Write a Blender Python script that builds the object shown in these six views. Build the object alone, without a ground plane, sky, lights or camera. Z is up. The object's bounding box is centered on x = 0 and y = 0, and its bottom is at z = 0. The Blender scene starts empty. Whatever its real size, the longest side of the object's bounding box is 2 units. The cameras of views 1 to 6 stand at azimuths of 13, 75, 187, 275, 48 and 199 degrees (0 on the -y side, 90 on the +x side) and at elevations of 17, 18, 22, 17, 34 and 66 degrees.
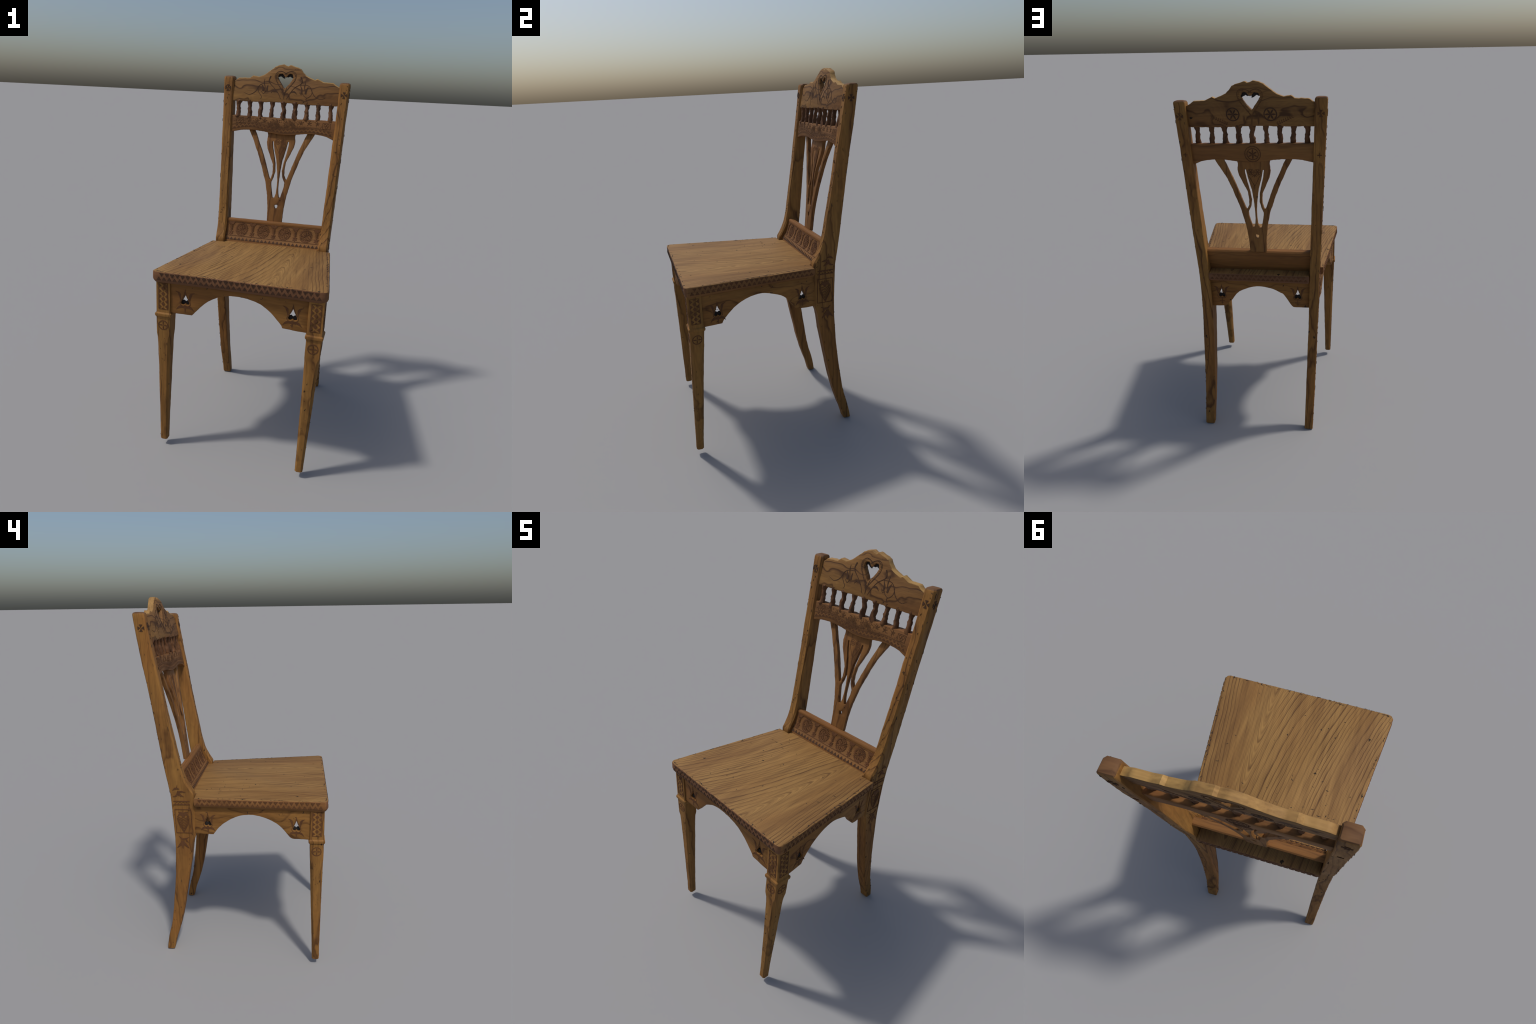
"""Carved folk-style wooden chair: seat board with zigzag edge, two long rear posts that are
leg and back post in one, two tapered front legs, arched aprons with pierced tulips, and an
openwork back (crest rail with a heart, spindle gallery, middle rail, splat, carved low panel)."""
import bpy, bmesh, math, random
from mathutils import Vector, noise as mnoise

random.seed(7)
SQ = math.sqrt


# ----------------------------------------------------------------------------- materials
def new_mat(name):
    m = bpy.data.materials.new(name)
    m.use_nodes = True
    nt = m.node_tree
    for n in list(nt.nodes):
        nt.nodes.remove(n)
    return m, nt


class G:
    """small helper for building node graphs"""

    def __init__(self, nt):
        self.nt = nt

    def node(self, kind, **kw):
        n = self.nt.nodes.new(kind)
        for k, v in kw.items():
            setattr(n, k, v)
        return n

    def put(self, sock, val):
        if hasattr(val, "is_output"):
            self.nt.links.new(val, sock)
        else:
            sock.default_value = val

    def math(self, op, a, b=0.0, c=None, clamp=False):
        n = self.node("ShaderNodeMath", operation=op, use_clamp=clamp)
        self.put(n.inputs[0], a)
        self.put(n.inputs[1], b)
        if c is not None:
            self.put(n.inputs[2], c)
        return n.outputs[0]

    def mapping(self, vec, scale=(1, 1, 1), loc=(0, 0, 0), rot=(0, 0, 0)):
        n = self.node("ShaderNodeMapping")
        self.put(n.inputs["Vector"], vec)
        n.inputs["Scale"].default_value = scale
        n.inputs["Location"].default_value = loc
        n.inputs["Rotation"].default_value = rot
        return n.outputs[0]

    def noise(self, vec, scale, detail=2.0, rough=0.5, distort=0.0):
        n = self.node("ShaderNodeTexNoise")
        self.put(n.inputs["Vector"], vec)
        n.inputs["Scale"].default_value = scale
        n.inputs["Detail"].default_value = detail
        n.inputs["Roughness"].default_value = rough
        n.inputs["Distortion"].default_value = distort
        return n.outputs["Fac"]

    def ramp(self, fac, *stops, smooth=False):
        n = self.node("ShaderNodeValToRGB")
        self.put(n.inputs[0], fac)
        e = n.color_ramp.elements
        while len(e) < len(stops):
            e.new(0.5)
        for el, (p, c) in zip(e, stops):
            el.position = p
            el.color = (c, c, c, 1) if isinstance(c, (int, float)) else (*c, 1)
        if smooth:
            n.color_ramp.interpolation = "EASE"
        return n.outputs[0]

    def mix(self, fac, a, b, mode="MIX"):
        n = self.node("ShaderNodeMix", data_type="RGBA", blend_type=mode)
        self.put(n.inputs[0], fac)
        for s, v in ((n.inputs[6], a), (n.inputs[7], b)):
            if isinstance(v, tuple):
                v = (*v, 1)
            self.put(s, v)
        return n.outputs[2]


STRETCH = {"x": (0.07, 1, 1), "y": (1, 0.07, 1), "z": (1, 1, 0.07)}


def wood(name, axis, light, dark, red, rings=9.0, ring_amt=0.55, fibre_amt=0.45, pits=1.0,
         rough=0.62, seed=0.0, seat=False, ring_scale=5.0, wavy=0.3):
    """timber seen along its grain: growth-ring contours, fibres, warm patches and small black pits"""
    m, nt = new_mat(name)
    g = G(nt)
    co = g.node("ShaderNodeTexCoord").outputs["Object"]
    st = g.mapping(co, scale=STRETCH[axis], loc=(seed, seed * 0.7, seed * 1.3))
    if seat:
        # plain-sawn board: rings of a cone cut lengthwise, so nested flames point to the back
        sep = g.node("ShaderNodeSeparateXYZ")
        g.put(sep.inputs[0], co)
        warp = g.noise(g.mapping(co, scale=(1, 0.30, 1), loc=(3.1, 0.4, 0)), 5.0, 2.0, 0.55)
        wav = g.noise(g.mapping(co, scale=(1, 0.35, 1), loc=(1.0, 7.0, 0)), 22.0, 2.0, 0.5)
        # figure fans out towards the front left of the flame
        frontness = g.math("MAXIMUM", g.math("SUBTRACT", 0.05, sep.outputs[1]), 0.0)
        leftness = g.math("MINIMUM", g.math("MAXIMUM", g.math("SUBTRACT", 0.12, sep.outputs[0]), 0.0), 0.16)
        bend = g.math("MULTIPLY", g.math("MULTIPLY", frontness, frontness), g.math("MULTIPLY", leftness, 1.4))
        xx = g.math("ADD", g.math("SUBTRACT", sep.outputs[0], 0.158), bend)
        xx = g.math("ADD", xx, g.math("MULTIPLY", g.math("SUBTRACT", warp, 0.5), 0.032))
        d = g.math("SQRT", g.math("ADD", g.math("MULTIPLY", xx, xx), 0.0003))
        f = g.math("ADD", d, g.math("MULTIPLY", sep.outputs[1], 0.125))
        f = g.math("ADD", f, g.math("MULTIPLY", g.math("SUBTRACT", wav, 0.5), 0.008))
        # uneven year rings: squeeze and stretch the spacing
        fj = g.math("ADD", f, g.math("MULTIPLY", g.math("SINE", g.math("MULTIPLY", f, 41.0)), 0.010))
        fr = g.math("FRACT", g.math("MULTIPLY", fj, 46.0))
        fine = g.ramp(g.math("FRACT", g.math("MULTIPLY", f, 170.0)), (0.0, 0.0), (0.70, 0.95), (1.0, 0.0))
    else:
        n1 = g.noise(st, ring_scale, 1.5, 0.45, wavy)
        bow = g.noise(g.mapping(co, loc=(seed, 4, 1)), 6.0, 2.0, 0.5)      # slow bowing of the grain
        n1 = g.math("ADD", n1, g.math("MULTIPLY", g.math("SUBTRACT", bow, 0.5), 0.35 * wavy))
        n1 = g.math("ADD", n1, g.math("MULTIPLY", g.noise(st, ring_scale * 9.0, 1.0), 0.03))
        fr = g.math("FRACT", g.math("MULTIPLY", n1, rings))
        fine = g.ramp(g.math("FRACT", g.math("MULTIPLY", n1, rings * 4.0)), (0.0, 0.0), (0.75, 0.4), (1.0, 0.0))
    ring = g.ramp(fr, (0.0, 0.25), (0.08, 0.0), (0.72, 0.16), (0.93, 1.0), (1.0, 0.25))
    # rings are stronger in some places than others
    mod = g.ramp(g.noise(st, 7.0, 2.0), (0.38, 0.12 if seat else 0.30), (0.62, 1.0))
    ring = g.math("MULTIPLY", g.math("ADD", g.math("MULTIPLY", ring, mod), g.math("MULTIPLY", fine, 0.45)), ring_amt)
    fib = g.ramp(g.noise(st, 130.0, 3.0, 0.6), (0.36, 0.0), (0.72, 1.0))
    fib2 = g.ramp(g.noise(st, 34.0, 2.0, 0.5), (0.38, 0.0), (0.66, 1.0))
    fa = g.math("ADD", ring, g.math("MULTIPLY", g.math("ADD", g.math("MULTIPLY", fib, 0.6), g.math("MULTIPLY", fib2, 0.5)), fibre_amt), clamp=True)
    patch = g.ramp(g.noise(g.mapping(co, scale=tuple(SQ(s) for s in STRETCH[axis]), loc=(seed * 2 + 5, 1, 2)), 4.5, 3.0, 0.55), (0.42, 0.0), (0.66, 1.0))
    col = g.mix(g.math("MULTIPLY", patch, 0.75), light, red)
    # long dull streaks of older, darker timber
    streak = g.ramp(g.noise(st, 11.0, 2.0, 0.5), (0.50, 0.0), (0.72, 1.0))
    col = g.mix(g.math("MULTIPLY", streak, 0.55 if seat else 0.40), col, tuple(0.55 * a + 0.45 * b for a, b in zip(dark, red)))
    col = g.mix(fa, col, dark)
    # pits: sparse black chips with straight sides
    vor = g.node("ShaderNodeTexVoronoi", distance="MANHATTAN")
    jit = g.node("ShaderNodeTexNoise")
    g.put(jit.inputs["Vector"], co)
    jit.inputs["Scale"].default_value = 120.0
    jv = g.node("ShaderNodeVectorMath", operation="MULTIPLY_ADD")
    g.put(jv.inputs[0], jit.outputs["Color"])
    jv.inputs[1].default_value = (0.016, 0.016, 0.016)
    g.put(jv.inputs[2], co)
    g.put(vor.inputs["Vector"], g.mapping(jv.outputs[0], scale=tuple(0.55 if s < 1 else 1.0 for s in STRETCH[axis]), loc=(seed, 0, 3)))
    vor.inputs["Scale"].default_value = 30.0
    sepc = g.node("ShaderNodeSeparateColor")
    g.put(sepc.inputs[0], vor.outputs["Color"])
    rad = g.math("MULTIPLY", sepc.outputs[1], 0.24)
    hit = g.math("MULTIPLY", g.math("LESS_THAN", vor.outputs["Distance"], rad), g.math("GREATER_THAN", sepc.outputs[0], 1.0 - 0.26 * pits))
    col = g.mix(g.math("MULTIPLY", hit, 0.92), col, (0.012, 0.008, 0.005))
    bs = g.node("ShaderNodeBsdfPrincipled")
    g.put(bs.inputs["Base Color"], col)
    g.put(bs.inputs["Roughness"], g.math("ADD", g.math("MULTIPLY", fa, 0.12), rough))
    bs.inputs["Specular IOR Level"].default_value = 0.18
    bmp = g.node("ShaderNodeBump")
    bmp.inputs["Strength"].default_value = 0.25
    bmp.inputs["Distance"].default_value = 0.002
    g.put(bmp.inputs["Height"], g.math("SUBTRACT", 1.0, g.math("ADD", fa, g.math("MULTIPLY", hit, 2.0))))
    g.put(bs.inputs["Normal"], bmp.outputs[0])
    out = g.node("ShaderNodeOutputMaterial")
    nt.links.new(bs.outputs[0], out.inputs[0])
    return m


HONEY = ((0.285, 0.136, 0.034), (0.090, 0.038, 0.012), (0.240, 0.092, 0.022))
LEG = ((0.305, 0.152, 0.038), (0.090, 0.039, 0.012), (0.262, 0.104, 0.024))  # hue averages baked-in light: orange sunlit side, olive shadow side
BROWN = ((0.262, 0.135, 0.040), (0.064, 0.029, 0.012), (0.186, 0.080, 0.026))  # crest tone darkened, a compromise between shading baked into front and back
M = {}
M["seat"] = wood("seat_board_wood", "y", (0.340, 0.193, 0.063), (0.092, 0.044, 0.018), (0.255, 0.124, 0.037), ring_amt=0.72, fibre_amt=0.42, seat=True, pits=0.35, seed=1.0)
M["post"] = wood("post_wood", "z", *LEG, seed=2.0, wavy=0.45, rings=9, ring_amt=0.72, fibre_amt=0.55, pits=0.8)
M["leg"] = wood("front_leg_wood", "z", *LEG, seed=4.0, wavy=0.7, rings=8, ring_amt=0.66, fibre_amt=0.5, pits=0.7)
M["crest"] = wood("crest_wood", "x", *BROWN, seed=6.0, rings=9, ring_amt=0.80, pits=0.6, wavy=1.1)
M["worn_top"] = wood("worn_crest_edge", "x", (0.430, 0.260, 0.085), (0.120, 0.060, 0.025), (0.255, 0.130, 0.050), seed=7.0, rings=6, ring_amt=0.7, pits=1.0)
M["end_grain"] = wood("end_grain", "x", (0.190, 0.098, 0.040), (0.090, 0.043, 0.020), (0.150, 0.072, 0.030), seed=7.5, pits=0.5)
M["rail"] = wood("rail_wood", "x", (0.255, 0.118, 0.034), (0.082, 0.035, 0.013), (0.205, 0.080, 0.023), seed=8.0, rings=7, ring_amt=0.55, pits=0.5)
M["rail_face"] = wood("stained_rail_face", "x", (0.215, 0.101, 0.032), (0.078, 0.034, 0.013), (0.172, 0.071, 0.023), seed=8.0, rings=7, ring_amt=0.55, pits=0.5)
M["splat"] = wood("splat_wood", "z", (0.265, 0.128, 0.036), (0.076, 0.032, 0.012), (0.215, 0.086, 0.025), seed=9.0, rings=8, ring_amt=0.65, pits=0.9)
M["spindle"] = wood("spindle_wood", "z", (0.150, 0.068, 0.025), (0.045, 0.021, 0.011), (0.120, 0.048, 0.019), seed=11.0, pits=1.2)
M["panel"] = wood("low_panel_wood", "x", (0.250, 0.118, 0.035), (0.095, 0.041, 0.014), (0.212, 0.086, 0.024), seed=13.0, pits=0.3)
M["panel_face"] = wood("stained_panel_face", "x", (0.225, 0.110, 0.035), (0.090, 0.040, 0.015), (0.188, 0.083, 0.026), seed=13.0, pits=0.3)
M["apron_x"] = wood("apron_wood", "x", *HONEY, seed=15.0, wavy=0.7, rings=9, ring_amt=0.58, pits=0.5)
M["apron_y"] = wood("side_apron_wood", "y", *HONEY, seed=17.0, wavy=0.7, rings=9, ring_amt=0.62, pits=0.6)
M["band"] = wood("stained_edge_wood", "x", (0.185, 0.085, 0.038), (0.105, 0.048, 0.024), (0.160, 0.068, 0.030), seed=19.0, pits=0.3)
M["band_y"] = wood("stained_side_edge_wood", "y", (0.235, 0.112, 0.037), (0.120, 0.054, 0.021), (0.205, 0.088, 0.028), seed=20.0, pits=0.4)
M["burn"] = wood("burnt_carving", "z", (0.066, 0.033, 0.018), (0.040, 0.021, 0.012), (0.058, 0.027, 0.014), seed=21.0, pits=0.0, rough=0.75)
M["burn_soft"] = wood("burnt_carving_soft", "z", (0.125, 0.055, 0.021), (0.074, 0.032, 0.014), (0.108, 0.043, 0.017), seed=23.0, pits=0.0, rough=0.75)
M["burn_faint"] = wood("burnt_carving_faint", "x", (0.098, 0.045, 0.018), (0.064, 0.029, 0.013), (0.086, 0.036, 0.015), seed=25.0, pits=0.0, rough=0.75)
M["burn_shallow"] = wood("burnt_carving_shallow", "x", (0.108, 0.050, 0.020), (0.074, 0.034, 0.014), (0.095, 0.041, 0.017), seed=27.0, pits=0.0, rough=0.75)
m, nt = new_mat("black_chip")
_b = nt.nodes.new("ShaderNodeBsdfPrincipled")
_b.inputs["Base Color"].default_value = (0.012, 0.008, 0.006, 1)
_b.inputs["Roughness"].default_value = 0.9
_o = nt.nodes.new("ShaderNodeOutputMaterial")
nt.links.new(_b.outputs[0], _o.inputs[0])
M["chip"] = m

# ----------------------------------------------------------------------------- object helpers
chair = bpy.data.objects.new("wooden_chair", None)
bpy.context.scene.collection.objects.link(chair)
chair["label"] = "old honey brown carved wooden chair with heart-pierced openwork back"
chair["category"] = "chair"


def add(name, mesh, mats, parent=None, smooth_angle=35):
    ob = bpy.data.objects.new(name, mesh)
    bpy.context.scene.collection.objects.link(ob)
    ob.parent = parent or chair
    if not isinstance(mats, (list, tuple)):
        mats = [mats]
    if not mesh.materials:
        for k in mats:
            mesh.materials.append(M[k])
    if smooth_angle:
        for p in mesh.polygons:
            p.use_smooth = True
        mesh.set_sharp_from_angle(angle=math.radians(smooth_angle))
    return ob


def mesh_from(name, verts, faces, mat_index=None):
    me = bpy.data.meshes.new(name)
    me.from_pydata([tuple(v) for v in verts], [], faces)
    if mat_index:
        for p, i in zip(me.polygons, mat_index):
            p.material_index = i
    bm = bmesh.new()
    bm.from_mesh(me)
    bmesh.ops.recalc_face_normals(bm, faces=bm.faces)
    bm.to_mesh(me)
    bm.free()
    return me


def lerp(tab, t, col=1):
    """piecewise linear lookup in rows (t, a, b, ...)"""
    if t <= tab[0][0]:
        return tab[0][col]
    for p, q in zip(tab, tab[1:]):
        if t <= q[0]:
            k = (t - p[0]) / (q[0] - p[0])
            return p[col] + k * (q[col] - p[col])
    return tab[-1][col]


def resample(pts, step, closed=True):
    out = []
    n = len(pts)
    for i in range(n if closed else n - 1):
        a, b = Vector(pts[i]), Vector(pts[(i + 1) % n])
        k = max(1, int(round((b - a).length / step)))
        out += [tuple(a.lerp(b, j / k)) for j in range(k)]
    if not closed:
        out.append(tuple(pts[-1]))
    return out


def catmull(pts, per=5):
    """smooth open curve through the control points"""
    p = [Vector(q) for q in pts]
    p = [p[0] * 2 - p[1]] + p + [p[-1] * 2 - p[-2]]
    out = []
    for i in range(1, len(p) - 2):
        a, b, c, d = p[i - 1], p[i], p[i + 1], p[i + 2]
        for j in range(per):
            t = j / per
            out.append(tuple(0.5 * (2 * b + (c - a) * t + (2 * a - 5 * b + 4 * c - d) * t * t + (3 * b - a - 3 * c + d) * t ** 3)))
    out.append(tuple(p[-2]))
    return out


def worn(pts, amp, seed, freq=70.0):
    """hand-cut, chipped edge: small irregular offset of an outline"""
    out = []
    for x, y in pts:
        v = mnoise.noise_vector(Vector((x * freq, y * freq, seed)))
        w = mnoise.noise_vector(Vector((x * freq * 0.25, y * freq * 0.25, seed + 9)))
        out.append((x + amp * (v.x + 0.6 * w.x), y + amp * (v.y + 0.6 * w.y)))
    return out


def plate(name, loops, thick, to_world, bevel=0.003, shrink=0.0):
    """board cut to an outline (first loop) with openings (other loops); to_world(u, v, w), w from 0 (face) to thick"""
    cu = bpy.data.curves.new(name, "CURVE")
    cu.dimensions = "2D"
    cu.fill_mode = "BOTH"
    cu.extrude = thick / 2 - bevel
    cu.bevel_depth = bevel
    cu.bevel_resolution = 1
    cu.offset = -bevel - shrink
    for lp in loops:
        sp = cu.splines.new("POLY")
        sp.points.add(len(lp) - 1)
        for p, (u, v) in zip(sp.points, lp):
            p.co = (u, v, 0, 1)
        sp.use_cyclic_u = True
    tmp = bpy.data.objects.new(name, cu)
    bpy.context.scene.collection.objects.link(tmp)
    dg = bpy.context.evaluated_depsgraph_get()
    dg.update()
    me = bpy.data.meshes.new_from_object(tmp.evaluated_get(dg))
    bpy.data.objects.remove(tmp)
    bpy.data.curves.remove(cu)
    me.materials.clear()
    bm = bmesh.new()
    bm.from_mesh(me)
    bmesh.ops.remove_doubles(bm, verts=bm.verts, dist=1e-5)
    for v in bm.verts:
        v.co = to_world(v.co.x, v.co.y, v.co.z + thick / 2)
    bmesh.ops.recalc_face_normals(bm, faces=bm.faces)
    if bm.calc_volume(signed=True) < 0:
        bmesh.ops.reverse_faces(bm, faces=bm.faces)
    bm.to_mesh(me)
    bm.free()
    me.name = name
    return me


def loft(name, rings, mat_fn=None):
    n = len(rings[0])
    verts = [v for r in rings for v in r]
    faces = []
    for i in range(len(rings) - 1):
        for j in range(n):
            k = (j + 1) % n
            faces.append((i * n + j, i * n + k, (i + 1) * n + k, (i + 1) * n + j))
    faces.append(tuple(range(n - 1, -1, -1)))
    faces.append(tuple((len(rings) - 1) * n + j for j in range(n)))
    return mesh_from(name, verts, faces)


# ----------------------------------------------------------------------------- carved marks
class Carving:
    """shallow burnt-in ornament: pieces drawn in the plane of a face, laid on it as thin relief"""

    def __init__(self, surf):
        self.surf = surf          # surf(u, v, h) -> world point, h = height above the face
        self.polys = []

    def poly(self, pts):
        self.polys.append(list(pts))

    def stroke(self, pts, w0, w1=None, w2=None, smooth=True):
        """tapered line; widths at start, middle, end"""
        w1 = w0 if w1 is None else w1
        w2 = w1 if w2 is None else w2
        p = catmull(pts, 5) if smooth and len(pts) > 2 else [tuple(q) for q in pts]
        if len(p) == 2:
            p = [tuple(Vector(p[0]).lerp(Vector(p[1]), t / 4)) for t in range(5)]
        n = len(p)
        left, right = [], []
        for i, q in enumerate(p):
            a, b = Vector(p[max(0, i - 1)]), Vector(p[min(n - 1, i + 1)])
            d = (b - a).normalized()
            t = i / (n - 1)
            w = (w0 + (w1 - w0) * t * 2) if t < 0.5 else (w1 + (w2 - w1) * (t * 2 - 1))
            w = max(w, 0.0004) / 2
            left.append((q[0] - d.y * w, q[1] + d.x * w))
            right.append((q[0] + d.y * w, q[1] - d.x * w))
        self.polys.append(("strip", left, right))

    def ring(self, c, r, w, n=28):
        a = [(c[0] + (r + w / 2) * math.cos(t), c[1] + (r + w / 2) * math.sin(t)) for t in [2 * math.pi * i / n for i in range(n + 1)]]
        b = [(c[0] + (r - w / 2) * math.cos(t), c[1] + (r - w / 2) * math.sin(t)) for t in [2 * math.pi * i / n for i in range(n + 1)]]
        self.polys.append(("strip", a, b))

    def petal(self, c, ang, r0, r1, w):
        d, e = (math.cos(ang), math.sin(ang)), (-math.sin(ang), math.cos(ang))
        L, R = [], []
        for i in range(9):
            t = i / 8
            r = r0 + (r1 - r0) * t
            h = max(w / 2 * math.sin(math.pi * t), 0.0002)
            L.append((c[0] + d[0] * r + e[0] * h, c[1] + d[1] * r + e[1] * h))
            R.append((c[0] + d[0] * r - e[0] * h, c[1] + d[1] * r - e[1] * h))
        self.polys.append(("strip", L, R))

    def tri(self, a, b, c):
        self.poly([a, b, c])

    def rosette(self, c, r, petals=6, teeth=0, phase=0.0, ringw=None, fillers=True):
        rw = ringw or r * 0.14
        self.ring(c, r - rw / 2, rw)
        for i in range(petals):
            a = phase + i * 2 * math.pi / petals
            self.petal(c, a, 0.02 * r, r - rw, r * 0.26)
            if fillers:
                b = a + math.pi / petals
                q = lambda rr, aa: (c[0] + rr * math.cos(aa), c[1] + rr * math.sin(aa))
                self.tri(q(r * 0.5, b), q(r * 0.80, b - 0.26), q(r * 0.80, b + 0.26))
        for i in range(teeth):
            a = i * 2 * math.pi / teeth
            q = lambda rr, aa: (c[0] + rr * math.cos(aa), c[1] + rr * math.sin(aa))
            self.tri(q(r * 0.99, a - 0.09), q(r * 1.17, a), q(r * 0.99, a + 0.09))

    def cross_pattee(self, c, r):
        for k in range(4):
            a = k * math.pi / 2
            d, e = (math.cos(a), math.sin(a)), (-math.sin(a), math.cos(a))
            p = lambda s, t: (c[0] + d[0] * s + e[0] * t, c[1] + d[1] * s + e[1] * t)
            self.tri(p(r * 0.12, 0), p(r, r * 0.5), p(r, -r * 0.5))

    def zigzag_band(self, u0, u1, v0, v1, pitch, gap=0.26):
        """dark triangles above and below that leave a light zigzag; v0/v1 may be functions of u"""
        f0 = v0 if callable(v0) else (lambda u: v0)
        f1 = v1 if callable(v1) else (lambda u: v1)
        n = max(1, int(round((u1 - u0) / pitch)))
        p = (u1 - u0) / n
        for i in range(n):
            a = u0 + i * p
            c = a + p / 2
            h = f1(c) - f0(c)
            k = random.uniform(0.85, 1.05)
            self.tri((a + p * 0.10, f0(a)), (a + p * 0.90, f0(a + p)), (c, f0(c) + h * 0.52 * k))
            if i < n - 1:
                e = a + p
                self.tri((e - p * 0.40, f1(e - p / 2)), (e + p * 0.40, f1(e + p / 2)), (e, f1(e) - h * 0.52 * k))

    def mesh(self, name, height=0.0007, depth=0.0012):
        verts, faces = [], []
        for i, pg in enumerate(self.polys):
            h = height + (i % 9) * 0.00004
            if isinstance(pg, tuple):
                _, L, R = pg
                n = len(L)
                b = len(verts)
                for a, c in zip(L, R):
                    verts += [self.surf(*a, h), self.surf(*c, h), self.surf(*a, -depth), self.surf(*c, -depth)]
                for j in range(n - 1):
                    o, q = b + 4 * j, b + 4 * (j + 1)
                    faces += [(o, q, q + 1, o + 1), (o, o + 2, q + 2, q), (o + 1, q + 1, q + 3, o + 3), (o + 2, o + 3, q + 3, q + 2)]
                for o in (b, b + 4 * (n - 1)):
                    faces.append((o, o + 1, o + 3, o + 2))
            else:
                n = len(pg)
                b = len(verts)
                verts += [self.surf(u, v, h) for u, v in pg] + [self.surf(u, v, -depth) for u, v in pg]
                faces.append(tuple(range(b, b + n)))
                faces.append(tuple(range(b + 2 * n - 1, b + n - 1, -1)))
                faces += [(b + j, b + (j + 1) % n, b + n + (j + 1) % n, b + n + j) for j in range(n)]
        return mesh_from(name, verts, faces)

    def make(self, name, mat, parent, **k):
        return add(name, self.mesh(name, **k), mat, parent, smooth_angle=None)


# ----------------------------------------------------------------------------- seat
def seat_top(x, y):
    """old board: falls towards the back and is slightly twisted (left rear corner lowest)"""
    return 0.9945 - 0.0275 * (y + 0.47) + x * (0.004 + 0.006 * (y + 0.47))


def seat_bottom(x, y):
    return seat_top(x, y) - 0.0455 + 0.009 * (y + 0.47)


def seat_half(y):
    return 0.4275 - (y + 0.455) * 0.1060


FRONT, NOTCH, BACK = -0.4735, 0.2335, 0.3675
half = [(0.0, FRONT), (0.403, FRONT), (0.418, FRONT + 0.005), (0.4268, FRONT + 0.018)]
half += [(seat_half(y), y) for y in (-0.3, -0.1, 0.1)] + [(seat_half(NOTCH), NOTCH), (0.2805, NOTCH), (0.2805, BACK)]
outline = half + [(-x, y) for x, y in reversed(half[1:])]
pts = resample(outline, 0.010)
verts, faces, mi = [], [], []
LAYERS = [(0.0, 0.006), (0.0015, 0.0018), (0.005, 0.0), (0.85, 0.0), (1.0, 0.002), (1.24, 0.011)]
cx, cy = 0.0, -0.06
npt = len(pts)
for li, (t, inset) in enumerate(LAYERS):
    for x, y in pts:
        d = Vector((x - cx, y - cy)).normalized()
        wob = 0.0018 * mnoise.noise(Vector((x * 60, y * 60, li * 0.7))) + 0.0012 * mnoise.noise(Vector((x * 14, y * 14, 3.0)))
        top, bot = seat_top(x, y), seat_bottom(x, y)
        z = top - t if t < 0.01 else top + (bot - top) * t
        k = inset - (wob if 0 < li < 4 else 0)
        verts.append((x - d.x * k, y - d.y * k, z))
for li in range(len(LAYERS) - 1):
    for j in range(npt):
        k = (j + 1) % npt
        faces.append((li * npt + j, li * npt + k, (li + 1) * npt + k, (li + 1) * npt + j))
        mid = (Vector(pts[j]) + Vector(pts[k])) / 2
        side = abs(mid.x) > seat_half(mid.y) - 0.01 and mid.y > FRONT + 0.012
        mi.append(0 if li < 1 else (2 if side else 1))
faces.append(tuple(range(npt)))
mi.append(0)
faces.append(tuple((len(LAYERS) - 1) * npt + j for j in range(npt)))
mi.append(0)
me = mesh_from("seat", verts, faces, mi)
seat = add("seat", me, ["seat", "band", "band_y"])

# zigzag carved round the edge of the seat
c = Carving(lambda u, v, h: (u, FRONT - h - 0.0008, v))
c.zigzag_band(-0.402, 0.402, lambda u: seat_bottom(u, FRONT) + 0.004, lambda u: seat_top(u, FRONT) - 0.006, 0.0268)
c.make("zigzag_carving", "burn", seat)
for s in (-1, 1):
    nrm = Vector((1.0, 0.1060)).normalized()
    c = Carving(lambda u, v, h, s=s: (s * (seat_half(u) + (h + 0.0008) * nrm.x), u + (h + 0.0008) * nrm.y, v))
    c.zigzag_band(FRONT + 0.024, NOTCH - 0.006, lambda u: seat_bottom(s * seat_half(u), u) + 0.004, lambda u: seat_top(s * seat_half(u), u) - 0.006, 0.0268)
    c.make("zigzag_carving", "burn_soft", seat)
c = Carving(lambda u, v, h: (u, BACK + h + 0.0008, v))
c.zigzag_band(-0.275, 0.275, lambda u: seat_bottom(u, BACK) + 0.004, lambda u: seat_top(u, BACK) - 0.006, 0.0268)
c.make("zigzag_carving", "burn_soft", seat)

def chips(parent, surf, spots, seed, r0=0.0018, r1=0.0055, height=0.0006, long=1.8, squash=(1.0, 1.0)):
    """black slivers where the wood is broken out; spots = list of (u, v)"""
    c = Carving(surf)
    rnd = random.Random(seed)
    for u, v in spots:
        r, a = rnd.uniform(r0, r1), rnd.uniform(0, 6.3)
        k = rnd.uniform(0.25, 0.6)
        L = rnd.uniform(0.8, long)
        q = lambda rr, aa: (u + squash[0] * rr * math.cos(aa), v + squash[1] * rr * math.sin(aa))
        c.poly([q(r * L, a), q(r * k, a + 1.5), q(r * L * 0.9, a + 3.3), q(r * k * 0.6, a + 4.6)])
    o = c.make("surface_chip", "chip", parent, height=height)
    o["kind"] = "stuff"


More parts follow.
